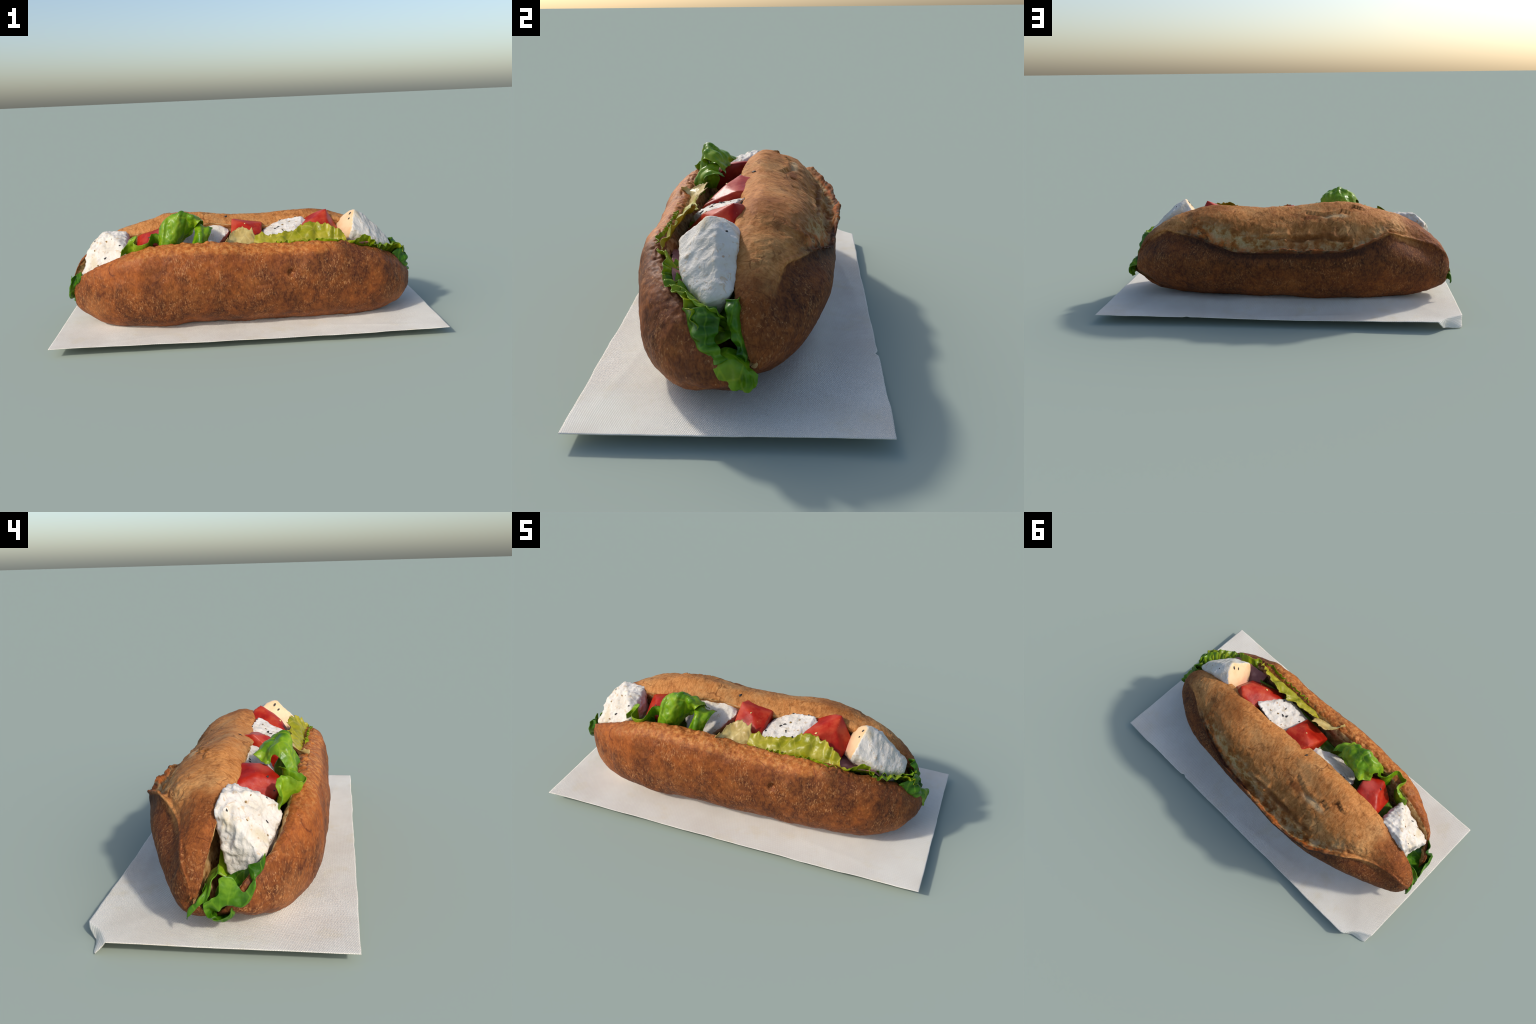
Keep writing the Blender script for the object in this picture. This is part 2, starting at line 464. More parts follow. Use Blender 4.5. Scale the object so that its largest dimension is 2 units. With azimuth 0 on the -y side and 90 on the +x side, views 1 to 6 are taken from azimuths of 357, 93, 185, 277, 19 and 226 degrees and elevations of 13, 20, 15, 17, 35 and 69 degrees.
def tomato_material():
    M = Mat("tomato_flesh")
    n = M.noise(10.0, 4, 0.6)
    col = M.ramp(n, [(0.32, srgb(132, 18, 8)), (0.5, srgb(166, 34, 16)), (0.66, srgb(184, 68, 40))])
    pale = M.math("MULTIPLY", M.blob((-0.43, -0.12, 0.54), (0.07, 0.06, 0.05)), 0.5)
    col = M.mix(pale, col, srgb(176, 84, 76))
    pale2 = M.math("MULTIPLY", M.blob((-0.06, -0.06, 0.56), (0.05, 0.05, 0.03)), 0.5)
    col = M.mix(pale2, col, srgb(180, 76, 62))
    dots = M.math("MULTIPLY", M.step(M.voronoi(46.0), 0.10, 0.05), M.step(M.noise(14.0, 1), 0.5, 0.56))
    col = M.mix(M.math("MULTIPLY", dots, 0.55), col, srgb(222, 140, 90))
    return M.finish(col, 0.38, M.bump(M.noise(28, 4), 0.25, 0.006), spec=0.22, sss=0.02)


def lettuce_material(name, dark, light, yellow, ymix=0.4):
    M = Mat(name)
    n = M.noise(13.0, 4, 0.6, 0.4)
    col = M.ramp(n, [(0.30, dark), (0.56, light), (0.75, yellow)])
    y = M.step(M.noise(9.0, 3), 0.46, 0.64)
    col = M.mix(M.math("MULTIPLY", y, ymix), col, yellow)
    v = M.voronoi(17.0, "DISTANCE_TO_EDGE", vec=M.mapping(scale=(1, 1, 0.6)))
    vein = M.step(v, 0.07, 0.01)
    col = M.mix(M.math("MULTIPLY", vein, 0.42), col, yellow)
    nrm = M.bump(M.math("ADD", M.math("MULTIPLY", v, 0.8), M.noise(45.0, 3)), 0.30, 0.006)
    return M.finish(col, 0.34, nrm, spec=0.35, translucent=M.mix(0.3, col, yellow), tfac=0.2)


def ham_material():
    M = Mat("ham_slice")
    n = M.noise(18.0, 4)
    col = M.ramp(n, [(0.3, srgb(136, 82, 80)), (0.6, srgb(172, 114, 106)), (0.75, srgb(196, 144, 130))])
    return M.finish(col, 0.4, M.bump(M.noise(60, 3), 0.2, 0.004), spec=0.5, sss=0.1)


def napkin_material():
    M = Mat("paper_napkin")
    n = M.noise(3.0, 4, 0.6)
    col = M.ramp(n, [(0.35, srgb(223, 214, 198)), (0.6, srgb(234, 228, 214))])
    stain = M.step(M.noise(7.0, 5, 0.65), 0.52, 0.72)
    col = M.mix(M.math("MULTIPLY", stain, 0.35), col, srgb(218, 202, 164))
    w1 = M.node("ShaderNodeTexWave", bands_direction="X")
    M.put(w1.inputs["Vector"], M.mapping(rot=(0, 0, math.radians(61))))
    w1.inputs["Scale"].default_value = 65.0
    w2 = M.node("ShaderNodeTexWave", bands_direction="X")
    M.put(w2.inputs["Vector"], M.mapping(rot=(0, 0, math.radians(-61))))
    w2.inputs["Scale"].default_value = 65.0
    emb = M.math("MULTIPLY", w1.outputs["Fac"], w2.outputs["Fac"])
    col = M.mix(M.math("MULTIPLY", M.step(emb, 0.35, 0.75), 0.75), col, srgb(242, 240, 236))
    nrm = M.bump(emb, 0.6, 0.004)
    nrm = M.bump(M.noise(9, 3), 0.15, 0.01, nrm)
    return M.finish(col, 0.9, nrm, spec=0.15)


def flat_material(name, c, rough=0.6):
    M = Mat(name)
    n = M.noise(90.0, 3)
    return M.finish(M.mix(M.step(n, 0.4, 0.65), c, tuple(min(1, k * 2.2 + 0.005) for k in c)), rough)


CRUST_F = crust_material("bread_crust", "front")
CRUST_B = crust_material("bread_crust_with_torn_top", "back")
CRUMB = crumb_material()
RIND = cheese_rind_material()
PASTE = cheese_paste_material()
TOMATO = tomato_material()
GREEN = lettuce_material("lettuce_green", srgb(58, 108, 6), srgb(112, 156, 14), srgb(158, 180, 40), 0.35)
LIME = lettuce_material("lettuce_lime_frill", srgb(76, 116, 6), srgb(140, 164, 14), srgb(176, 182, 36), 0.35)
DEEP = lettuce_material("lettuce_deep_green", srgb(30, 76, 6), srgb(66, 118, 12), srgb(118, 160, 36), 0.2)
YELLOW = lettuce_material("lettuce_yellow_green", srgb(124, 128, 10), srgb(168, 160, 24), srgb(190, 176, 72), 0.35)
BEIGE = lettuce_material("lettuce_pale_heart", srgb(172, 140, 74), srgb(206, 180, 108), srgb(218, 198, 136), 0.3)
HAM = ham_material()
NAPKIN = napkin_material()
PEPPER = flat_material("black_pepper", (0.02, 0.017, 0.014))
HERB = flat_material("dried_herb", srgb(120, 92, 44))
SEED = flat_material("tomato_seed", srgb(226, 176, 110), 0.35)

# ------------------------------------------------------------------ thing 1: the sandwich
sandwich = bpy.data.objects.new("sandwich", None)
COL.objects.link(sandwich)
sandwich["label"] = "crusty baguette roll filled with brie, tomato, lettuce and ham"
sandwich["category"] = "sandwich"


def loft(name, rows, section, per_seg, nt, tweak):
    """Sweep a closed section through stations; returns the mesh and each vertex's section coordinate."""
    rows = np.array(rows, float)
    cp = np.array([section(r) for r in rows])                       # stations x points x (y,z)
    key = np.concatenate([rows[:, :1], cp.reshape(len(rows), -1) * 0.5], axis=1)
    s = np.r_[0, np.cumsum(np.linalg.norm(np.diff(key, axis=0), axis=1))]
    flat = pchip(s, np.concatenate([rows[:, :1], cp.reshape(len(rows), -1)], axis=1), np.linspace(0, s[-1], nt))
    npt = cp.shape[1]
    q = np.concatenate([k + np.arange(m) / m for k, m in enumerate(per_seg)])
    nu = len(q)
    V = np.empty((nt, nu, 3))
    for i in range(nt):
        yz = catmull(flat[i, 1:].reshape(npt, 2), q, closed=True)
        V[i, :, 0] = flat[i, 0]
        V[i, :, 1:] = yz
    F = []
    idx = np.arange(nt * nu).reshape(nt, nu)
    a, b = idx[:-1], idx[1:]
    F = np.stack([a, np.roll(a, -1, 1), np.roll(b, -1, 1), b], -1).reshape(-1, 4)
    V = V.reshape(-1, 3)
    U = np.tile(q, nt)
    caps = [V[idx[0]].mean(0), V[idx[-1]].mean(0)]
    n0 = len(V)
    V = np.concatenate([V, caps])
    U = np.r_[U, 2.5, 2.5]
    F = [tuple(f) for f in F]
    F += [(n0, idx[0, (j + 1) % nu], idx[0, j]) for j in range(nu)]
    F += [(n0 + 1, idx[-1, j], idx[-1, (j + 1) % nu]) for j in range(nu)]
    me = make_mesh(name, V, F)
    bm = bmesh.new()
    bm.from_mesh(me)
    bmesh.ops.recalc_face_normals(bm, faces=bm.faces)
    bm.to_mesh(me)
    bm.free()
    me.update()
    set_coords(me, tweak(coords(me), normals(me), U))
    fu = np.array([np.mean([U[i] for i in p.vertices]) if max(U[i] for i in p.vertices) - min(U[i] for i in p.vertices) < 3
                   else npt - 0.5 for p in me.polygons])
    return me, fu


# ---- front half: x, lip y z, bulge y z, contact y z, hinge y z
FRONT = [
    (-0.928, -.085, .240, -.093, .215, -.085, .195, -.075, .21),
    (-0.922, -.100, .262, -.122, .215, -.10, .158, -.03, .160),
    (-0.892, -.140, .300, -.165, .22, -.12, .128, .00, .122),
    (-0.84, -.218, .350, -.236, .235, -.145, .098, .02, .085),
    (-0.74, -.258, .399, -.306, .255, -.205, .062, .01, .056),
    (-0.64, -.276, .440, -.350, .268, -.225, .050, .02, .052),
    (-0.44, -.292, .490, -.382, .275, -.245, .048, .02, .052),
    (-0.20, -.290, .494, -.386, .272, -.245, .050, .02, .052),
    (0.06, -.290, .474, -.381, .268, -.235, .052, .02, .052),
    (0.27, -.290, .469, -.375, .268, -.225, .050, .02, .052),
    (0.47, -.285, .466, -.358, .270, -.212, .047, .02, .052),
    (0.58, -.262, .434, -.340, .26, -.20, .048, .03, .052),
    (0.70, -.212, .398, -.306, .24, -.18, .056, .04, .060),
    (0.80, -.145, .345, -.248, .215, -.15, .084, .02, .088),
    (0.86, -.085, .288, -.172, .20, -.10, .118, .01, .125),
    (0.898, -.035, .235, -.095, .19, -.04, .145, .005, .152),
    (0.906, -.010, .200, -.03, .18, -.01, .165, .02, .17),
]


def front_section(r):
    x, yr, zr, yb, zb, yc, zc, yh, zh = r
    k = min(1.0, (zr - zc) / 0.35)
    return [
        (yr, zr),
        (yr + .66 * (yb - yr), zr - .26 * (zr - zb)),
        (yb + .006, zb),
        (yb + .26 * (yc - yb), zb + .66 * (zc - zb)),
        (yc, zc),
        ((yc + yh) / 2, zc + .002),
        (yh, zh),
        (yr + (yh - yr) * .55, zc + .30 * (zr - zc)),
        (yr + .085 * k, zr - .30 * (zr - zc)),
        (yr + .050 * k, zr - .018 * k),
    ]


CRACKS = [[(-.571, -.365, .398), (-.555, -.368, .384), (-.467, -.373, .384)],
          [(-.399, -.37, .401), (-.361, -.372, .396)],
          [(-.305, -.378, .38), (-.25, -.378, .383), (-.189, -.37, .392)],
          [(-.10, -.37, .385), (-.064, -.37, .404), (.0, -.37, .38), (.03, -.375, .33), (.037, -.375, .279), (.115, -.375, .284)]]


def front_tweak(V, N, U):
    outer = smooth(7.2, 6.0, U)
    d = 0.010 * fbm(V, 5.0, 3, 3) * outer + 0.0042 * fbm(V, 17.0, 5, 3) * outer + 0.004 * noise(V, 9.0, 7, (1, .3, .3)) * outer
    d += 0.0013 * fbm(V, 75.0, 9, 2) * outer
    crumb = smooth(6.2, 7.0, U)
    d += crumb * (0.010 * fbm(V, 22.0, 21, 4) - 0.004 * np.maximum(0, ridged(V, 40, 8, 2)))
    lip = np.where(U > 5, U - 10, U)
    d += 0.006 * np.exp(-(lip / 0.35) ** 2) * fbm(V, 30.0, 33, 3)
    # torn notches on the lip
    d -= 0.008 * np.exp(-(lip / 0.35) ** 2) * np.maximum(0, ridged(V, 22, 4, 2, (1, .5, .5)) - .45) * smooth(0.2, 0.4, V[:, 0]) * smooth(0.75, 0.6, V[:, 0]) * 2
    for c in CRACKS:
        t = seg_dist(V, c)
        d += (-0.0045 * np.exp(-(t / 0.006) ** 2) + 0.0012 * np.exp(-((t - .014) / 0.008) ** 2)) * (.6 + .6 * noise(V, 22, 71))
    pit = np.linalg.norm((V - (0.221, -0.375, 0.335)) / (0.017, 0.04, 0.019), axis=1)
    d -= 0.018 * np.exp(-pit ** 4)
    d += 0.005 * np.exp(-(np.linalg.norm((V - (0.30, -0.37, 0.37)) / (0.02, 0.04, 0.03), axis=1)) ** 2)
    # soft vertical dents and hollows of the underside
    under = smooth(0.17, 0.06, V[:, 2]) * outer
    V2 = V + N * d[:, None]
    V2[:, 2] += under * 0.022 * np.maximum(0, noise(V, 4.2, 77, (1, .4, 0)))
    V2[:, 2] = np.maximum(V2[:, 2], 0.044)
    return V2


me, fu = loft("bread_half", FRONT, front_section, [20, 26, 24, 24, 12, 10, 10, 14, 14, 14], 520, front_tweak)
front, front_crumb = split_faces(me, (fu > 6.3) & (fu < 9.2), "bread_half", "bread_crumb", sandwich, CRUST_F, CRUMB)

# ---- back half: x, inner lip y z, ridge y z, ear y z, ear sharpness, bulge y z, contact y z
BACK = [
    (-0.964, .065, .215, .075, .222, .083, .212, 0.0, .085, .205, .075, .19),
    (-0.956, .045, .265, .062, .278, .094, .260, 0.0, .106, .215, .08, .165),
    (-0.930, .030, .330, .060, .342, .120, .318, 0.0, .143, .225, .09, .135),
    (-0.86, .012, .405, .055, .418, .138, .374, 0.1, .188, .25, .10, .095),
    (-0.77, -.004, .468, .050, .484, .160, .408, 0.2, .240, .29, .12, .070),
    (-0.68, -.018, .508, .050, .528, .208, .440, 0.35, .280, .32, .13, .056),
    (-0.61, -.030, .508, .054, .550, .268, .463, 0.8, .306, .33, .14, .052),
    (-0.52, -.040, .518, .058, .572, .318, .434, 0.9, .332, .31, .14, .050),
    (-0.43, -.040, .533, .064, .597, .358, .400, 1.0, .350, .29, .14, .050),
    (-0.33, -.040, .543, .068, .605, .374, .386, 1.0, .354, .28, .14, .050),
    (-0.20, -.040, .552, .070, .592, .384, .381, 1.0, .358, .27, .14, .051),
    (-0.06, -.038, .538, .076, .576, .370, .378, 0.9, .356, .28, .13, .052),
    (0.10, -.022, .520, .088, .571, .350, .371, 0.7, .350, .28, .13, .052),
    (0.23, .002, .534, .095, .581, .342, .374, 0.6, .344, .29, .11, .053),
    (0.36, .000, .548, .097, .585, .318, .408, 0.5, .338, .31, .105, .054),
    (0.46, -.004, .540, .092, .574, .282, .430, 0.4, .330, .32, .105, .054),
    (0.55, -.006, .510, .080, .542, .236, .447, 0.35, .312, .325, .10, .062),
    (0.65, .004, .475, .075, .508, .176, .455, 0.25, .274, .32, .11, .076),
    (0.74, .012, .430, .072, .456, .142, .420, 0.1, .222, .30, .10, .104),
    (0.81, .022, .375, .070, .396, .124, .360, 0.0, .174, .275, .085, .154),
    (0.850, .035, .310, .072, .325, .110, .302, 0.0, .136, .25, .085, .182),
    (0.866, .055, .255, .078, .262, .097, .250, 0.0, .107, .23, .086, .192),
    (0.870, .070, .220, .080, .224, .088, .218, 0.0, .09, .212, .08, .20),
]


def back_section(r):
    x, yi, zi, yt, zt, ye, ze, e, yb, zb, yc, zc = r
    k = min(1.0, (zi - zc) / 0.35)
    lo = float(smooth(.22, -.05, x) * smooth(-.62, -.42, x))
    yh = min(.03, yi + .03) if zi - zc > .2 else yi
    return [
        (yi, zi),
        (yi + .38 * (yt - yi), zi + .72 * (zt - zi)),
        (yt, zt),
        (yt + .50 * (ye - yt), zt - (.25 + .10 * lo) * (zt - ze)),
        (yt + .78 * (ye - yt), zt - (.62 + .21 * lo) * (zt - ze) - .010 * e),
        (ye - .034 * e - .004, ze + .014 - .018 * e),
        (ye, ze + .011 * e),
        (ye - .006 * e + .002, ze - .028 * k),
        (yb, zb),
        (yb + .34 * (yc - yb), zb + .66 * (zc - zb)),
        (yc, zc),
        (yh, zc + .004),
        (yi + .05 * k, zc + .30 * (zi - zc)),
        (yi + .055 * k, zi - .35 * (zi - zc)),
        (yi + .028 * k, zi - .06 * k),
    ]


GASH = [(-.451, .116, .58), (-.406, .097, .58), (-.391, .120, .58), (-.382, .158, .57), (-.341, .146, .575), (-.315, .167, .565), (-.278, .168, .56), (-.255, .175, .555)]
GASH2 = [(-.215, .16, .56), (-.171, .144, .56), (-.142, .131, .56), (-.139, .175, .55)]
SCRATCH = [(.026, .207, .52), (.0, .178, .53), (-.044, .214, .52)]
CREASE = [(.102, .285, .44), (-.002, .274, .445), (-.085, .277, .445), (-.191, .280, .445), (-.297, .290, .445), (-.379, .294, .44)]


def back_tweak(V, N, U):
    outer = smooth(12.0, 11.0, U)
    d = 0.007 * fbm(V, 5.0, 13, 3) * outer + 0.003 * fbm(V, 18.0, 15, 3) * outer + 0.0014 * fbm(V, 75.0, 19, 2) * outer
    crumb = smooth(11.2, 12.0, U)
    d += crumb * (0.009 * fbm(V, 22.0, 61, 4))
    mid = smooth(-.80, -.55, V[:, 0]) * smooth(.70, .50, V[:, 0])
    # torn, puckered surface above the ear
    torn = smooth(2.4, 3.8, U) * smooth(6.2, 5.6, U) * mid
    W = V + 0.03 * np.stack([fbm(V, 9, 91, 3), fbm(V, 9, 92, 3), fbm(V, 9, 93, 3)], 1)
    d += torn * (0.015 * fbm(W, 11.0, 41, 4) + 0.008 * (ridged(W, 15.0, 43, 3) - .4) + 0.004 * fbm(W, 45.0, 45, 3))
    # scattered small blisters and pits of the stretched skin
    d += smooth(0.4, 1.0, U) * smooth(5.8, 5.0, U) * (0.0022 * fbm(W, 38.0, 95, 3) - 0.006 * np.maximum(0, noise(W, 26, 97) - .62))
    # ragged crest
    ear = np.exp(-((U - 6.0) / 0.50) ** 2) * mid
    d += ear * (0.017 * fbm(V, 6.0, 47, 3, .45, stretch=(1, .3, .3)) + 0.0015 * np.maximum(0, noise(W, 30.0, 49)) + 0.003 * fbm(V, 75.0, 50, 2))
    V2 = V + N * d[:, None]
    V2[:, 2] += ear * (0.015 * fbm(V, 5.5, 53, 3, .45, stretch=(1, .2, .2)) + 0.009 * np.maximum(0, noise(W, 13, 57, (1, .2, .2)) - .25) + 0.003 * fbm(V, 70.0, 58, 2))
    # torn teeth of crust along the lip, mostly towards the cheese end
    tooth = np.maximum(0, noise(V, 9, 151, (1, 0, 0)) + .35 * noise(V, 27, 152, (1, 0, 0)) - .10)
    grow = ear * tooth * (.35 + .9 * smooth(-.15, -.40, V[:, 0]) + .4 * smooth(.25, .45, V[:, 0]))
    V2[:, 2] += .012 * grow
    V2[:, 1] += .002 * grow
    ledge = np.exp(-((U - 6.55) / 0.22) ** 2) * mid
    V2 -= N * (ledge * (.005 + .006 * np.maximum(0, noise(V, 12, 153, (1, .2, .2)))))[:, None]
    # curled flakes of torn crust standing up at the cheese end of the ear
    for c, r, a in (((-.60, .25, .46), .030, .004), ((-.52, .30, .44), .024, .006), ((-.43, .345, .41), .030, .008), ((.47, .26, .43), .025, .008)):
        V2[:, 2] += a * np.exp(-(np.linalg.norm((V - c) * (1, 1, .5), axis=1) / r) ** 2)
        V2[:, 1] += .6 * a * np.exp(-(np.linalg.norm((V - c) * (1, 1, .5), axis=1) / r) ** 2)
    # stepped tears: the crust on the crown side stands over the paler dough
    top = smooth(0.3, 1.0, U) * smooth(6.0, 5.0, U)
    for g, a in ((GASH, .013), (GASH2, .009), (SCRATCH, .004)):
        g = np.array(g)
        t = seg_dist(W * .25 * (1, 1, .0) + V * .75 * (1, 1, .0), g * (1, 1, .0))
        yl = np.interp(V[:, 0], g[np.argsort(g[:, 0]), 0], g[np.argsort(g[:, 0]), 1])
        side = V[:, 1] - yl + .004
        f = np.where(side > 0, -np.exp(-(np.abs(side) / .022) ** 1.5), .45 * np.exp(-(side / .018) ** 2)) * np.exp(-(np.maximum(t - .004, 0) / .020) ** 2)
        V2[:, 2] += a * f * top
    t = seg_dist(W, CREASE)
    V2 -= N * (0.014 * np.exp(-(t / .010) ** 2) - 0.007 * np.exp(-((t - .022) / .012) ** 2))[:, None]
    under = smooth(0.17, 0.06, V[:, 2]) * outer
    V2[:, 2] += under * 0.020 * np.maximum(0, noise(V, 4.2, 78, (1, .4, 0)))
    pit = np.linalg.norm((V - (-.945, .09, .19)) / (.05, .022, .03), axis=1)
    V2 -= N * (0.02 * np.exp(-pit ** 4))[:, None]
    V2[:, 2] = np.maximum(V2[:, 2], 0.0445)
    return V2


me, fu = loft("bread_half", BACK, back_section, [10, 14, 20, 18, 16, 14, 14, 10, 26, 22, 12, 10, 12, 12, 10], 520, back_tweak)
back, back_crumb = split_faces(me, (fu > 11.3) & (fu < 14.6), "bread_half", "bread_crumb", sandwich, CRUST_B, CRUMB)


# ------------------------------------------------------------------ chunks of cheese and tomato
def chunk(name, pts, mat, voxel, rounds, relief, cut=None, cut_mat=None):
    """Convex chunk through its corners, remeshed, rounded and given relief."""
    bm = bmesh.new()
    for p in pts:
        bm.verts.new(p)
    r = bmesh.ops.convex_hull(bm, input=bm.verts)
    bmesh.ops.delete(bm, geom=[g for g in r["geom_interior"] if isinstance(g, bmesh.types.BMVert)], context="VERTS")
    bmesh.ops.recalc_face_normals(bm, faces=bm.faces)
    me = bpy.data.meshes.new(name)
    bm.to_mesh(me)
    bm.free()
    tmp = bpy.data.objects.new(name + "_helper", me)
    COL.objects.link(tmp)
    md = tmp.modifiers.new("remesh", "REMESH")
    md.mode = "VOXEL"
    md.voxel_size = voxel
    sm = tmp.modifiers.new("smooth", "SMOOTH")
    sm.factor = 0.5
    sm.iterations = rounds
    dg = bpy.context.evaluated_depsgraph_get()
    out = bpy.data.meshes.new_from_object(tmp.evaluated_get(dg))
    bpy.data.objects.remove(tmp)
    bpy.data.meshes.remove(me)
    out.name = name
    V, N = coords(out), normals(out)
    r = relief(V, N)
    if cut is not None:
        r = r * (1 - .88 * smooth(.45, .75, N @ (np.array(cut) / np.linalg.norm(cut))))
    set_coords(out, V + N * r[:, None])
    ob = make_obj(name, out, sandwich, [mat] + ([cut_mat] if cut_mat else []))
    if cut is not None:
        n = np.array(cut) / np.linalg.norm(cut)
        C = np.array([p.normal[:] for p in out.polygons])
        ctr = np.array([p.center[:] for p in out.polygons])
        sel = C @ n + 0.06 * fbm(ctr, 40, 3, 2) > 0.72
        out.polygons.foreach_set("material_index", sel.astype(np.int32))
    return ob


def rind_relief(seed, amp=1.0, stretch=(1, 1, 1)):
    def f(V, N):
        w = V + 0.016 * np.stack([fbm(V, 14, seed + 1, 2), fbm(V, 14, seed + 2, 2), fbm(V, 14, seed + 3, 2)], 1)
        return amp * (0.0060 * np.maximum(-.3, ridged(w, 24, seed, 2, stretch)) + 0.0040 * ridged(w, 46, seed + 4, 2, stretch) + 0.003 * fbm(w, 13, seed + 5, 2) + 0.001 * fbm(w, 110, seed + 9, 2)) - 0.004
    return f


def smooth_relief(seed, amp=1.0):
    return lambda V, N: amp * (0.006 * fbm(V, 9, seed, 2) + 0.001 * fbm(V, 60, seed + 3, 2))


cheese_a = chunk("cheese_piece", [(-.640, -.005, .530), (-.765, -.000, .530), (-.818, .015, .475), (-.735, -.055, .528), (-.672, -.125, .500),
                                  (-.622, -.184, .450), (-.650, -.217, .413), (-.872, -.158, .330), (-.850, -.075, .435), (-.835, -.03, .25),
                                  (-.63, .00, .32), (-.64, -.19, .30), (-.83, -.12, .21), (-.61, -.06, .46)],
                 RIND, 0.0055, 3, rind_relief(3, 1.35, (.7, 1, .55)))
cheese_b = chunk("cheese_piece", [(-.372, -.055, .505), (-.375, -.08, .47), (-.31, -.01, .535), (-.19, -.005, .553), (-.150, -.03, .545), (-.076, -.075, .512),
                                  (-.09, .0, .51), (-.15, -.10, .45), (-.19, -.165, .41), (-.33, -.15, .41), (-.14, .0, .35), (-.35, .0, .35)],
                 RIND, 0.006, 6, rind_relief(11, 0.8))
cheese_c = chunk("cheese_piece", [(.075, -.085, .485), (.12, .0, .505), (.20, .01, .545), (.318, -.01, .565), (.352, -.035, .54), (.252, -.188, .490),
                                  (.20, -.205, .455), (.07, -.185, .445), (.085, -.14, .485), (.33, -.05, .36), (.1, -.02, .36), (.1, -.16, .36), (.25, -.17, .38)],
                 RIND, 0.006, 6, rind_relief(23, 0.7))
cheese_d = chunk("cheese_piece", [(.597, -.084, .596), (.585, -.03, .585), (.565, -.190, .503), (.553, -.178, .452), (.500, -.105, .435), (.485, -.02, .460), (.53, .02, .53),
                                  (.652, -.05, .566), (.715, -.045, .508), (.770, -.04, .447), (.803, .005, .405), (.807, -.072, .378), (.692, -.170, .435), (.66, .02, .53),
                                  (.76, .02, .42), (.75, -.05, .29), (.58, -.05, .31), (.72, -.13, .33)],
                 RIND, 0.006, 9, rind_relief(37, .75, (.85, .30, .30)), cut=(-.86, -.1, .35), cut_mat=PASTE)

tom_a = chunk("tomato_piece", [(-.485, -.205, .490), (-.570, -.165, .415), (-.585, -.01, .495), (-.425, -.03, .545), (-.40, -.12, .535), (-.40, -.2, .45), (-.52, -.10, .525),
                               (-.42, .03, .42), (-.57, .03, .40), (-.45, -.15, .36)], TOMATO, 0.008, 6, smooth_relief(4))
tom_b = chunk("tomato_piece", [(-.067, -.035, .570), (-.045, .03, .56), (.098, .02, .535), (.100, -.038, .540), (.015, -.09, .546), (.085, -.180, .472), (-.075, -.130, .490),
                               (-.07, -.20, .40), (.08, -.21, .40), (-.07, .02, .40), (.085, .03, .40)], TOMATO, 0.007, 4, smooth_relief(5, .6))
tom_c = chunk("tomato_piece", [(.455, -.012, .598), (.415, .02, .580), (.33, .02, .545), (.255, -.160, .487), (.522, -.030, .482), (.505, -.145, .430), (.38, -.125, .535), (.45, -.085, .555),
                               (.30, -.215, .43), (.47, .04, .50), (.45, -.19, .40), (.33, .02, .45)], TOMATO, 0.007, 4, smooth_relief(6, .6))


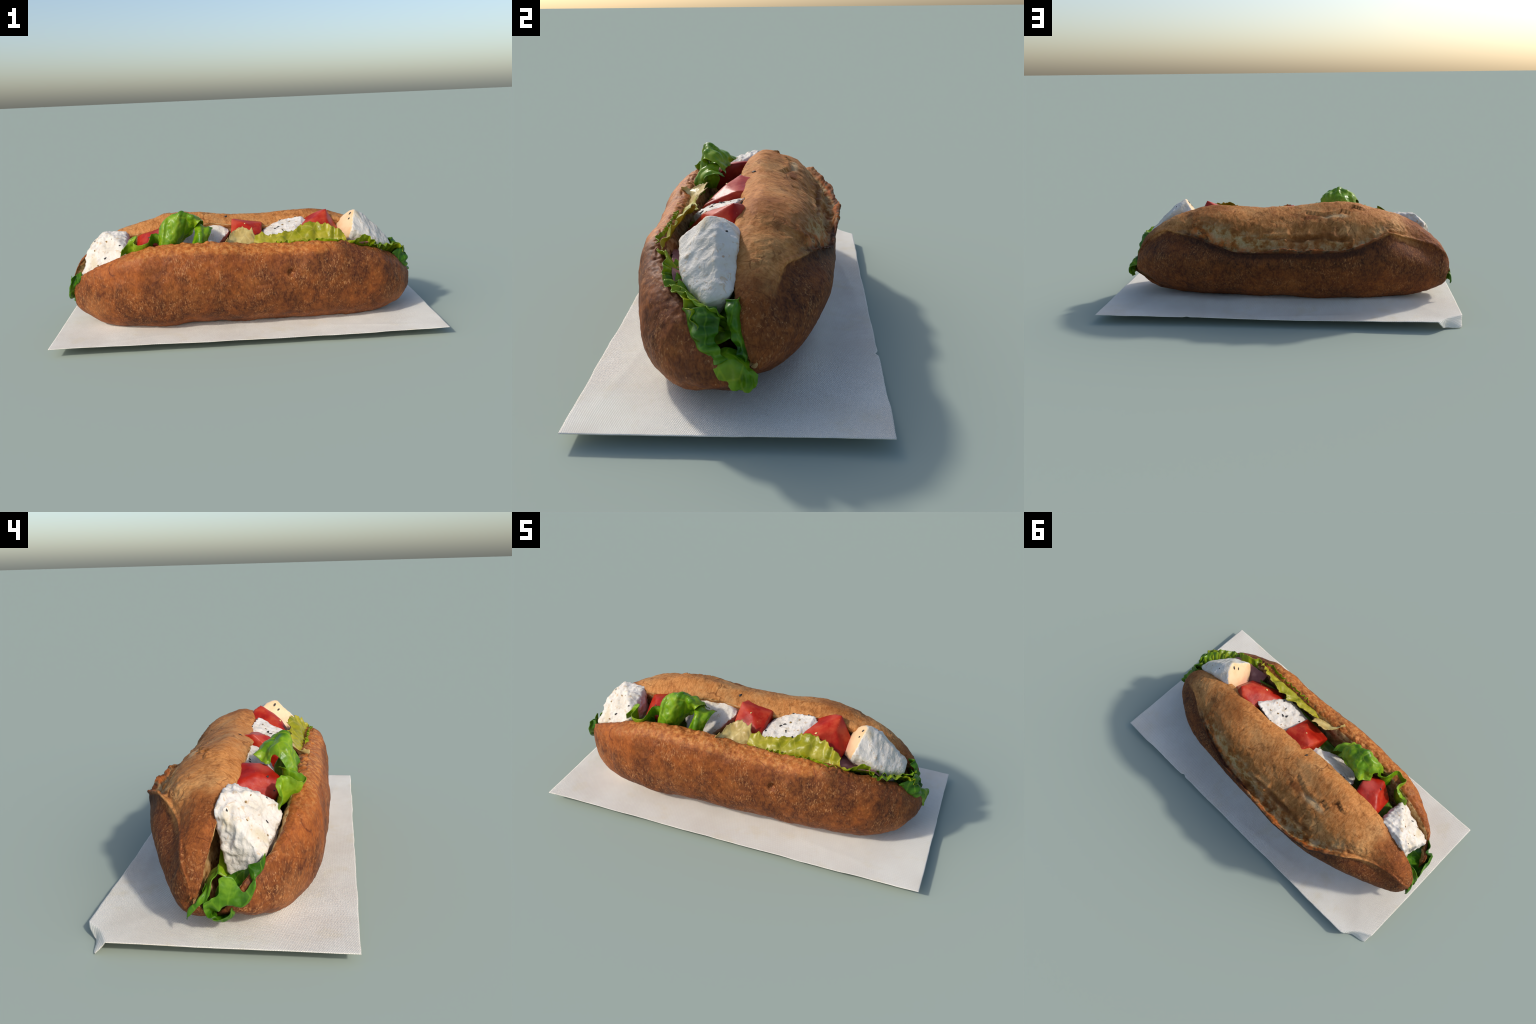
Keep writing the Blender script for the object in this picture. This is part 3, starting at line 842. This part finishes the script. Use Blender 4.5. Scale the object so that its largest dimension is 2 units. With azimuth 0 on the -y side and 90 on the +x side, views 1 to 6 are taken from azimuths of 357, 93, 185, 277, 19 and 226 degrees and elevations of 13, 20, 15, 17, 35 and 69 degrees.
# ------------------------------------------------------------------ lettuce leaves and ham
def sheet(name, grid, mat, nu=90, nv=40, ruffle=0.012, freq=16.0, seed=1, jag=0.006, thick=0.0034, edge_pow=1.5, blister=0.003, sides=False, wave=0.0, lam=0.045):
    """A leaf through a grid of control points (rows run from the hidden base to the free edge)."""
    G = np.array(grid, float)
    R, C = G.shape[:2]
    A = catmull(G, np.linspace(0, R - 1, nv))                      # nv x C x 3
    B = catmull(np.swapaxes(A, 0, 1), np.linspace(0, C - 1, nu))   # nu x nv x 3
    V = np.swapaxes(B, 0, 1)
    du, dv = np.gradient(V, axis=1), np.gradient(V, axis=0)
    N = np.cross(du, dv)
    N /= np.linalg.norm(N, axis=2, keepdims=True) + 1e-9
    T = dv / (np.linalg.norm(dv, axis=2, keepdims=True) + 1e-9)
    w = np.linspace(0, 1, nv)[:, None] ** edge_pow * np.ones((1, nu))
    if sides:
        uu = np.linspace(-1, 1, nu)[None, :]
        w = np.maximum(w, np.abs(uu) ** 4)
    P = V.reshape(-1, 3)
    d = ruffle * w.ravel() * (1.5 * noise(P, freq, seed, (1, 1, .6)) + 0.7 * noise(P, freq * 2.1, seed + 3)) + blister * fbm(P, 34, seed + 5, 2)
    if wave:
        arc = np.cumsum(np.r_[0, np.linalg.norm(np.diff(V[-1], axis=0), axis=1)])[None, :] * np.ones((nv, 1))
        ph = arc.ravel() / lam * 2 * math.pi + 4.5 * noise(P, 8, seed + 11)
        amp = (0.55 + 0.75 * noise(P, 12, seed + 12))
        d += wave * w.ravel() * amp * np.sin(ph)
    e = (np.linspace(0, 1, nv)[:, None] ** 6 * np.ones((1, nu))).ravel()
    j = jag * e * (ridged(P, 42, seed + 9, 2, (1, 1, .4)) + 0.8 * noise(P, 26, seed + 8))
    P = P + N.reshape(-1, 3) * d[:, None] + T.reshape(-1, 3) * j[:, None]
    # closed double-sided skin with a real thickness that thins at the rim
    Q = P.reshape(nv, nu, 3)
    du, dv = np.gradient(Q, axis=1), np.gradient(Q, axis=0)
    N = np.cross(du, dv)
    N /= np.linalg.norm(N, axis=2, keepdims=True) + 1e-9
    th = 0.62 * thick * (1 - 0.45 * np.linspace(0, 1, nv)[:, None, None] ** 2)
    top, bot = (Q + N * th / 2).reshape(-1, 3), (Q - N * th / 2).reshape(-1, 3)
    idx = np.arange(nv * nu).reshape(nv, nu)
    f = np.stack([idx[:-1, :-1], idx[:-1, 1:], idx[1:, 1:], idx[1:, :-1]], -1).reshape(-1, 4)
    n = nv * nu
    F = [tuple(x) for x in f] + [tuple(x[::-1] + n) for x in f]
    loop = list(idx[0, :]) + list(idx[1:, -1]) + list(idx[-1, -2::-1]) + list(idx[-2:0:-1, 0])
    F += [(loop[k], loop[k] + n, loop[(k + 1) % len(loop)] + n, loop[(k + 1) % len(loop)]) for k in range(len(loop))]
    return make_obj(name, make_mesh(name, np.concatenate([top, bot]), F), sandwich, [mat])


def cols(*columns):
    """Control grid given column by column."""
    return np.swapaxes(np.array(columns, float), 0, 1)


# the big upright green leaf with its folds, open on its left side
sheet("lettuce_leaf", cols(
    [(-.455, -.245, .43), (-.440, -.225, .49), (-.432, -.200, .540), (-.428, -.170, .575), (-.432, -.150, .570), (-.440, -.142, .540)],
    [(-.445, -.256, .43), (-.432, -.246, .50), (-.420, -.224, .57), (-.410, -.190, .615), (-.412, -.150, .600), (-.430, -.118, .545)],
    [(-.430, -.257, .43), (-.415, -.247, .50), (-.395, -.224, .58), (-.378, -.195, .632), (-.370, -.150, .615), (-.385, -.085, .565)],
    [(-.410, -.255, .43), (-.385, -.250, .51), (-.355, -.232, .59), (-.335, -.212, .640), (-.325, -.165, .640), (-.335, -.090, .585)],
    [(-.390, -.240, .43), (-.355, -.235, .51), (-.320, -.215, .585), (-.300, -.200, .636), (-.285, -.150, .606), (-.298, -.105, .555)],
    [(-.375, -.220, .43), (-.335, -.195, .50), (-.295, -.190, .565), (-.270, -.212, .618), (-.252, -.168, .612), (-.255, -.120, .555)],
    [(-.355, -.180, .43), (-.315, -.155, .49), (-.270, -.170, .545), (-.240, -.205, .590), (-.225, -.155, .575), (-.212, -.118, .530)],
), GREEN, 170, 130, 0.011, 15, 5, 0.006, 0.0045, 1.2, blister=.0045, wave=0.005, lam=0.06, sides=True)
sheet("lettuce_leaf", cols(
    [(-.285, -.215, .43), (-.268, -.205, .485), (-.262, -.190, .535), (-.250, -.160, .572), (-.245, -.125, .565)],
    [(-.252, -.252, .43), (-.245, -.250, .490), (-.238, -.228, .535), (-.228, -.190, .570), (-.222, -.140, .558)],
    [(-.228, -.250, .43), (-.220, -.245, .485), (-.212, -.222, .530), (-.200, -.180, .553), (-.195, -.135, .538)],
    [(-.208, -.225, .44), (-.198, -.212, .490), (-.185, -.188, .528), (-.170, -.150, .542), (-.170, -.115, .528)],
), GREEN, 90, 90, 0.009, 17, 6, 0.005, 0.008, 1.0, blister=.0045, wave=0.003, lam=0.06, sides=True)
# the frilly curl left of it
sheet("lettuce_leaf", cols(
    [(-.66, -.19, .41), (-.65, -.205, .44), (-.640, -.215, .465), (-.630, -.200, .475)],
    [(-.62, -.18, .41), (-.61, -.195, .46), (-.600, -.205, .505), (-.595, -.185, .515)],
    [(-.585, -.19, .41), (-.575, -.205, .46), (-.565, -.220, .515), (-.560, -.210, .530)],
    [(-.555, -.22, .42), (-.56, -.250, .455), (-.572, -.272, .490), (-.575, -.275, .510)],
    [(-.535, -.24, .42), (-.535, -.262, .450), (-.540, -.280, .475), (-.542, -.288, .495)],
    [(-.51, -.225, .43), (-.505, -.260, .460), (-.500, -.278, .495), (-.498, -.282, .515)],
    [(-.495, -.19, .43), (-.49, -.205, .475), (-.485, -.218, .525), (-.480, -.205, .540)],
    [(-.46, -.18, .43), (-.455, -.195, .470), (-.448, -.200, .520), (-.442, -.185, .530)],
    [(-.42, -.21, .43), (-.43, -.230, .460), (-.435, -.245, .495), (-.432, -.250, .510)],
), GREEN, 190, 40, 0.003, 22, 15, 0.005, 0.006, blister=.004)
# pale heart leaf in front of the middle tomato
sheet("lettuce_leaf", cols(
    [(-.12, -.285, .46), (-.115, -.288, .48), (-.11, -.288, .492)],
    [(-.09, -.275, .45), (-.08, -.262, .485), (-.075, -.245, .505)],
    [(-.06, -.265, .44), (-.05, -.225, .495), (-.045, -.178, .535)],
    [(-.02, -.260, .44), (-.01, -.225, .49), (-.00, -.175, .533)],
    [(.02, -.255, .43), (.025, -.225, .485), (.033, -.175, .53)],
    [(.055, -.25, .43), (.055, -.215, .47), (.055, -.19, .50)],
), BEIGE, 110, 46, 0.008, 16, 25, 0.018, 0.005, blister=.005)
# yellow-green frill along the lip on the right
sheet("lettuce_leaf", cols(
    [(.04, -.24, .43), (.045, -.225, .465), (.05, -.205, .495)],
    [(.10, -.255, .43), (.10, -.245, .465), (.105, -.195, .505)],
    [(.16, -.255, .43), (.16, -.245, .465), (.165, -.195, .512)],
    [(.22, -.255, .43), (.225, -.240, .465), (.225, -.188, .518)],
    [(.28, -.255, .43), (.29, -.235, .48), (.29, -.182, .540)],
    [(.34, -.250, .43), (.355, -.230, .49), (.355, -.180, .552)],
    [(.40, -.250, .43), (.415, -.235, .485), (.42, -.190, .542)],
    [(.45, -.255, .43), (.465, -.245, .475), (.475, -.210, .520)],
    [(.49, -.260, .42), (.50, -.262, .45), (.510, -.250, .492)],
    [(.51, -.250, .41), (.53, -.258, .43), (.545, -.262, .45)],
), YELLOW, 220, 40, 0.014, 15, 35, 0.015, 0.005, wave=0.010, lam=0.07)
sheet("lettuce_leaf", cols(
    [(.15, -.245, .43), (.15, -.26, .455), (.155, -.268, .468)],
    [(.20, -.245, .43), (.20, -.262, .46), (.205, -.268, .485)],
    [(.25, -.25, .43), (.25, -.262, .455), (.25, -.272, .472)],
    [(.30, -.25, .43), (.31, -.262, .455), (.31, -.27, .470)],
    [(.37, -.25, .43), (.38, -.262, .46), (.38, -.268, .478)],
    [(.44, -.25, .43), (.45, -.265, .46), (.45, -.272, .478)],
    [(.48, -.25, .42), (.50, -.268, .45), (.51, -.275, .466)],
), LIME, 160, 24, 0.006, 26, 45, 0.007, 0.0045, wave=0.009, lam=0.042)
# frilled leaf that runs along the lip to the right end
sheet("lettuce_leaf", cols(
    [(.51, -.21, .41), (.53, -.24, .435), (.545, -.262, .462)],
    [(.57, -.19, .40), (.585, -.215, .435), (.595, -.235, .470)],
    [(.62, -.16, .39), (.635, -.19, .43), (.640, -.218, .478)],
    [(.66, -.14, .37), (.68, -.185, .41), (.690, -.222, .415)],
    [(.70, -.12, .36), (.725, -.165, .405), (.740, -.200, .415)],
    [(.74, -.09, .34), (.77, -.130, .39), (.790, -.165, .408)],
    [(.78, -.06, .32), (.81, -.090, .375), (.838, -.125, .395)],
    [(.79, -.03, .30), (.830, -.06, .345), (.865, -.100, .365)],
    [(.80, .00, .28), (.840, -.04, .31), (.882, -.090, .315)],
), LIME, 260, 36, 0.006, 20, 55, 0.007, 0.005, 1.2, wave=0.013, lam=0.043)
# second frill behind it, filling the pocket next to the cheese
sheet("lettuce_leaf", cols(
    [(.60, -.12, .38), (.61, -.17, .425), (.615, -.195, .448)],
    [(.68, -.10, .36), (.70, -.15, .395), (.715, -.175, .408)],
    [(.76, -.06, .33), (.79, -.10, .380), (.805, -.125, .408)],
    [(.79, -.03, .32), (.83, -.05, .365), (.850, -.075, .392)],
    [(.80, .00, .31), (.84, -.01, .350), (.862, -.025, .372)],
), GREEN, 150, 30, 0.008, 20, 56, 0.006, 0.005, 1.2, wave=0.010, lam=0.04)
# lobes either side of the dark hollow in the right-hand split
sheet("lettuce_leaf", cols(
    [(.79, -.135, .36), (.835, -.118, .375), (.852, -.080, .388), (.838, -.030, .385)],
    [(.80, -.125, .32), (.855, -.112, .335), (.878, -.075, .345), (.855, -.028, .340)],
    [(.81, -.110, .28), (.870, -.100, .295), (.892, -.065, .300), (.868, -.040, .300)],
    [(.82, -.085, .24), (.880, -.080, .258), (.904, -.052, .262), (.885, -.018, .262)],
    [(.83, -.055, .21), (.888, -.050, .225), (.910, -.030, .232), (.895, .002, .240)],
), DEEP, 130, 60, 0.009, 20, 65, 0.006, 0.006, 1.0, wave=0.009, lam=0.045, sides=True)
sheet("lettuce_leaf", cols(
    [(.80, .030, .40), (.828, .032, .405), (.838, .020, .408), (.820, -.005, .400)],
    [(.81, .035, .35), (.842, .035, .355), (.858, .020, .362), (.838, .000, .358)],
    [(.82, .040, .31), (.855, .040, .315), (.872, .030, .318), (.856, .008, .318)],
    [(.83, .050, .27), (.866, .052, .272), (.885, .044, .275), (.868, .022, .275)],
    [(.83, .060, .22), (.872, .065, .225), (.895, .058, .230), (.884, .030, .238)],
), DEEP, 120, 50, 0.008, 20, 66, 0.006, 0.005, 1.0, wave=0.009, lam=0.04, sides=True)
# tongue at the right tip
sheet("lettuce_leaf", cols(
    [(.85, -.040, .240), (.890, -.045, .232), (.908, -.030, .195), (.900, -.012, .175)],
    [(.85, -.008, .255), (.900, -.002, .242), (.915, .012, .208), (.912, .008, .156)],
    [(.85, .028, .245), (.900, .034, .240), (.924, .048, .212), (.917, .045, .142)],
    [(.85, .048, .235), (.900, .055, .222), (.924, .074, .206), (.919, .078, .158)],
    [(.85, .058, .215), (.890, .066, .210), (.918, .092, .206), (.920, .092, .190)],
), GREEN, 90, 80, 0.005, 22, 75, 0.005, 0.005, 1.0, wave=0.005, lam=0.05, sides=True)
# leaf spilling out of the left end, its rim in deep waves
sheet("lettuce_leaf", cols(
    [(-.84, -.12, .315), (-.865, -.165, .315), (-.872, -.168, .348)],
    [(-.84, -.10, 0.285), (-.890, -.152, .290), (-.900, -.148, .328)],
    [(-.84, -.09, 0.275), (-.918, -.130, .268), (-.905, -.115, .320)],
    [(-.84, -.08, 0.270), (-.938, -.132, .245), (-.932, -.142, .302)],
    [(-.84, -.07, 0.265), (-.945, -.112, .208), (-.942, -.120, .258)],
    [(-.84, -.06, 0.260), (-.950, -.092, .190), (-.946, -.100, .238)],
    [(-.84, -.05, 0.255), (-.952, -.072, .190), (-.944, -.080, .258)],
    [(-.84, -.04, 0.250), (-.953, -.052, .190), (-.948, -.062, .292)],
    [(-.84, -.03, 0.245), (-.955, -.028, .185), (-.956, -.018, .290)],
    [(-.85, -.01, 0.225), (-.956, -.012, .168), (-.966, -.014, .234)],
    [(-.86, .01, .20), (-.935, .010, .165), (-.972, .036, .204)],
    [(-.84, .02, .13), (-.940, .015, .140), (-.966, .030, .152)],
    [(-.84, .02, .12), (-.930, .000, .130), (-.958, .000, .148)],
), DEEP, 260, 50, 0.004, 17, 85, 0.003, 0.007, 1.2, blister=.004)
sheet("lettuce_leaf", cols(
    [(-.86, .000, .30), (-.92, -.005, .290), (-.955, .005, .270), (-.965, .015, .235)],
    [(-.86, .025, .27), (-.93, .025, .265), (-.962, .030, .240), (-.972, .035, .205)],
    [(-.86, .040, .24), (-.94, .045, .225), (-.970, .060, .212), (-.978, .066, .180)],
    [(-.86, .050, .20), (-.94, .060, .195), (-.971, .083, .187), (-.979, .090, .156)],
    [(-.86, .060, .17), (-.93, .068, .170), (-.968, .094, .162), (-.972, .098, .142)],
), DEEP, 90, 60, 0.005, 20, 95, 0.004, 0.006, 1.0, wave=0.006, lam=0.05, sides=True)
# inner leaf closing the pocket at the left end
sheet("lettuce_leaf", cols(
    [(-.84, -.150, .30), (-.875, -.140, .290), (-.895, -.125, .285)],
    [(-.85, -.110, .24), (-.905, -.105, .235), (-.925, -.095, .240)],
    [(-.86, -.060, .15), (-.915, -.062, .140), (-.938, -.058, .155)],
    [(-.86, -.010, .11), (-.915, -.010, .105), (-.942, -.006, .120)],
    [(-.86, .030, .13), (-.920, .030, .130), (-.948, .030, .145)],
    [(-.85, .045, .24), (-.915, .040, .250), (-.938, .036, .262)],
), DEEP, 120, 40, 0.008, 18, 88, 0.004, 0.006, 1.0, wave=.005, lam=.05)
# broad leaf lying at the bottom of the pocket
xs = np.linspace(-.84, .84, 15)
sheet("lettuce_leaf", [[(x, yy * (1 - .75 * abs(x) ** 3), zz - .30 * abs(x) ** 3 + .03 * float(smooth(.0, .15, x)) - .07 * math.exp(-((x + .12) / .07) ** 2)) for x in xs]
                       for yy, zz in ((.015, .43), (-.06, .41), (-.14, .41), (-.20, .42))], GREEN, 200, 30, 0.012, 12, 105, 0.004, 0.006)
# ham
sheet("ham_slice", cols(
    [(.46, -.04, .42), (.46, -.12, .425), (.46, -.20, .425), (.465, -.225, .43)],
    [(.53, -.04, .40), (.53, -.12, .415), (.535, -.19, .425), (.54, -.215, .435)],
    [(.60, -.04, .38), (.60, -.12, .40), (.61, -.185, .425), (.615, -.200, .440)],
    [(.66, -.04, .37), (.665, -.11, .395), (.675, -.170, .420), (.680, -.190, .428)],
    [(.70, -.04, .36), (.71, -.10, .375), (.715, -.155, .390), (.715, -.178, .40)],
), HAM, 70, 40, 0.005, 14, 115, 0.002, 0.009, 1.0)

# ------------------------------------------------------------------ pepper, herbs and seeds strewn on top
def flake_mesh(name, mat, seed):
    bm = bmesh.new()
    bmesh.ops.create_icosphere(bm, subdivisions=2, radius=1)
    me = bpy.data.meshes.new(name)
    bm.to_mesh(me)
    bm.free()
    V = coords(me)
    V *= 1 + 0.95 * fbm(V, 1.5, seed, 2)[:, None]
    V[:, 2] *= 0.45
    set_coords(me, V)
    me.materials.append(mat)
    me.polygons.foreach_set("use_smooth", [True] * len(me.polygons))
    return me


def strew(kind, me, host, spots):
    h = host.data
    bvh = BVHTree.FromPolygons([v.co for v in h.vertices], [tuple(p.vertices) for p in h.polygons])
    for k, (p, sx, sy, turn) in enumerate(spots):
        loc, nor, _, _ = bvh.find_nearest(Vector(p))
        ob = bpy.data.objects.new(kind, me)
        COL.objects.link(ob)
        ob.parent = host
        ob.location = loc + nor * 0.0008
        q = nor.to_track_quat("Z", "Y")
        ob.rotation_mode = "QUATERNION"
        from mathutils import Quaternion
        ob.rotation_quaternion = q @ Quaternion((0, 0, 1), turn)
        ob.scale = (sx * .85, sy * .85, min(sx, sy) * .8)


PM, PM2 = flake_mesh("pepper_flake", PEPPER, 3), flake_mesh("pepper_flake", PEPPER, 9)
HM, SM = flake_mesh("herb_flake", HERB, 5), flake_mesh("tomato_seed", SEED, 7)
strew("pepper_flake", PM, cheese_a, [((-.74, -.161, .411), .009, .0045, .6), ((-.66, -.15, .47), .006, .004, 0), ((-.80, -.02, .47), .006, .004, 1)])
strew("herb_flake", HM, cheese_a, [((-.747, -.095, .495), .006, .005, 0), ((-.70, -.10, .50), .005, .003, 1), ((-.80, -.09, .44), .006, .004, 2), ((-.78, -.17, .38), .006, .004, 0)])
strew("pepper_flake", PM2, cheese_b, [((-.293, -.051, .524), .010, .005, .4), ((-.315, -.055, .52), .008, .006, 1.2), ((-.235, -.015, .545), .007, .003, .2), ((-.255, -.018, .543), .006, .003, 0)])
strew("pepper_flake", PM, cheese_c, [((.165, -.09, .516), .010, .006, .9), ((.183, -.078, .518), .009, .006, .5), ((.205, -.125, .51), .004, .008, .3), ((.285, -.01, .556), .008, .004, 0),
                                     ((.249, -.15, .495), .009, .007, 1), ((.10, -.125, .487), .006, .005, 0), ((.20, .0, .545), .006, .004, .4)])
strew("herb_flake", HM, cheese_c, [((.21, -.065, .53), .007, .006, .4), ((.25, -.045, .54), .007, .004, .9), ((.15, -.03, .52), .005, .003, 0)])
strew("pepper_flake", PM2, cheese_d, [((.579, -.075, .570), .011, .006, 1.1), ((.562, -.098, .55), .009, .005, .8), ((.64, -.02, .55), .005, .004, 0)])
strew("tomato_seed", SM, tom_c, [((.36, -.122, .531), .007, .005, .9), ((.42, -.14, .50), .004, .003, 0)])
strew("tomato_seed", SM, tom_b, [((.005, -.084, .545), .005, .0035, .9)])
strew("pepper_flake", PM, tom_a, [((-.50, -.14, .50), .007, .0045, .3), ((-.53, -.17, .46), .004, .003, 0)])
strew("pepper_flake", PM, back, [((-.095, .019, .573), .011, .006, .3)])


# ------------------------------------------------------------------ thing 2: the paper napkin
def napkin():
    nx, ny = 320, 170
    x = np.linspace(-1, 1, nx)
    y = np.linspace(-.496, .496, ny)
    X, Y = np.meshgrid(x, y, indexing="ij")
    P = np.stack([X, Y, np.zeros_like(X)], -1).reshape(-1, 3)
    X, Y = P[:, 0].copy(), P[:, 1].copy()
    # edges cut a little unevenly, the far long edge torn in one place
    ex, ey = smooth(.93, 1, np.abs(X)), smooth(.44, .496, np.abs(Y))
    P[:, 1] += ey * 0.004 * fbm(np.stack([X * 1, np.sign(Y), 0 * X], 1), 7, 5, 4)
    P[:, 0] += ex * 0.0025 * (fbm(np.stack([Y * 1, np.sign(X), 0 * X], 1), 7, 6, 4) - .6 * np.sign(X))
    P[:, 1] -= smooth(.44, .496, Y) * 0.010 * np.exp(-((X - .49) / .012) ** 2)
    # the sheet sags and rises a little, and lifts towards the loaf
    edge = pchip([-1, -.6, -.15, .15, .5, 1], np.array([[.047, .054], [.045, .047], [.039, .040], [.036, .040], [.038, .045], [.041, .047]]), X)
    P[:, 2] = edge[:, 0] + (edge[:, 1] - edge[:, 0]) * (Y + .5) + 0.0025 * fbm(P, 3.5, 8, 3)
    loaf = np.maximum(0, np.sqrt((X / .86) ** 2 + (Y / .27) ** 2) - 1) * .27
    P[:, 2] += 0.003 * smooth(-.1, .3, Y) * smooth(.9, .3, np.abs(X)) + 0.019 * np.exp(-(loaf / .08) ** 2) * smooth(.0, .22, Y) * smooth(.95, .55, np.abs(X)) + 0.005 * np.exp(-(loaf / .09) ** 2) * smooth(.9, .6, np.abs(X))
    foot = np.maximum(0, ((np.abs(X) / .86) ** 3 + (np.abs(Y) / .235) ** 3) ** (1 / 3) - 1) * .235
    P[:, 2] += 0.010 * np.exp(-(foot / .035) ** 2) * smooth(.84, .66, np.abs(X)) * np.where(Y > 0, smooth(.35, .15, X), 1)
    # soft creases
    for cx, cy, ang, ln, a in ((-.75, .20, 2.2, .16, .0015), (-.55, -.40, .3, .25, .0015), (.6, -.38, -.15, .3, .0015), (.75, .28, .9, .2, .0025), (-.2, .43, .1, .3, .0025)):
        tx, ty = math.cos(ang), math.sin(ang)
        al, ac = (X - cx) * tx + (Y - cy) * ty, -(X - cx) * ty + (Y - cy) * tx
        P[:, 2] += a * np.exp(-(al / ln) ** 2) * np.exp(-(np.abs(ac) / .018) ** 1.5)
    # bent-down, crumpled corner at -x, +y
    a, b = np.array([-.850, .50]), np.array([-1.0, .385])
    t = (b - a) / np.linalg.norm(b - a)
    n = np.array([-t[1], t[0]])
    n = n if n @ (np.array([-1, .5]) - a) > 0 else -n
    u = np.clip(((P[:, :2] - a) @ t) / np.linalg.norm(b - a), 0, 1)
    s = (P[:, :2] - a) @ n + .014 * np.sin(u * math.pi) ** 1.5
    on = s > 0
    h0 = P[:, 2].copy()
    fall = np.minimum(s, .052)
    back_curl = np.maximum(0, s - .052)
    out = .50 * fall - .35 * back_curl + .014 * np.sin(u * 2.2 * math.pi + 2.6) * smooth(0, .05, s)
    P[on, :2] += (n * (out - s)[:, None])[on]
    P[on, 2] = np.maximum(.0015 + .004 * (1 + np.sin(u * 7)), h0 - 1.05 * fall * smooth(0, .012, s) )[on]
    idx = np.arange(nx * ny).reshape(nx, ny)
    F = np.stack([idx[:-1, :-1], idx[1:, :-1], idx[1:, 1:], idx[:-1, 1:]], -1).reshape(-1, 4)
    ob = make_obj("paper_napkin", make_mesh("paper_napkin", P, F), None, [NAPKIN])
    sd = ob.modifiers.new("thickness", "SOLIDIFY")
    sd.thickness = 0.0025
    sd.offset = 0.0
    ob["label"] = "white embossed paper napkin with one bent corner"
    ob["category"] = "napkin"
    return ob


nap = napkin()
bpy.context.view_layer.update()
dg = bpy.context.evaluated_depsgraph_get()
ev = nap.evaluated_get(dg).to_mesh()
low = min(v.co.z for v in ev.vertices)
nap.data.transform(__import__("mathutils").Matrix.Translation((0, 0, -low)))
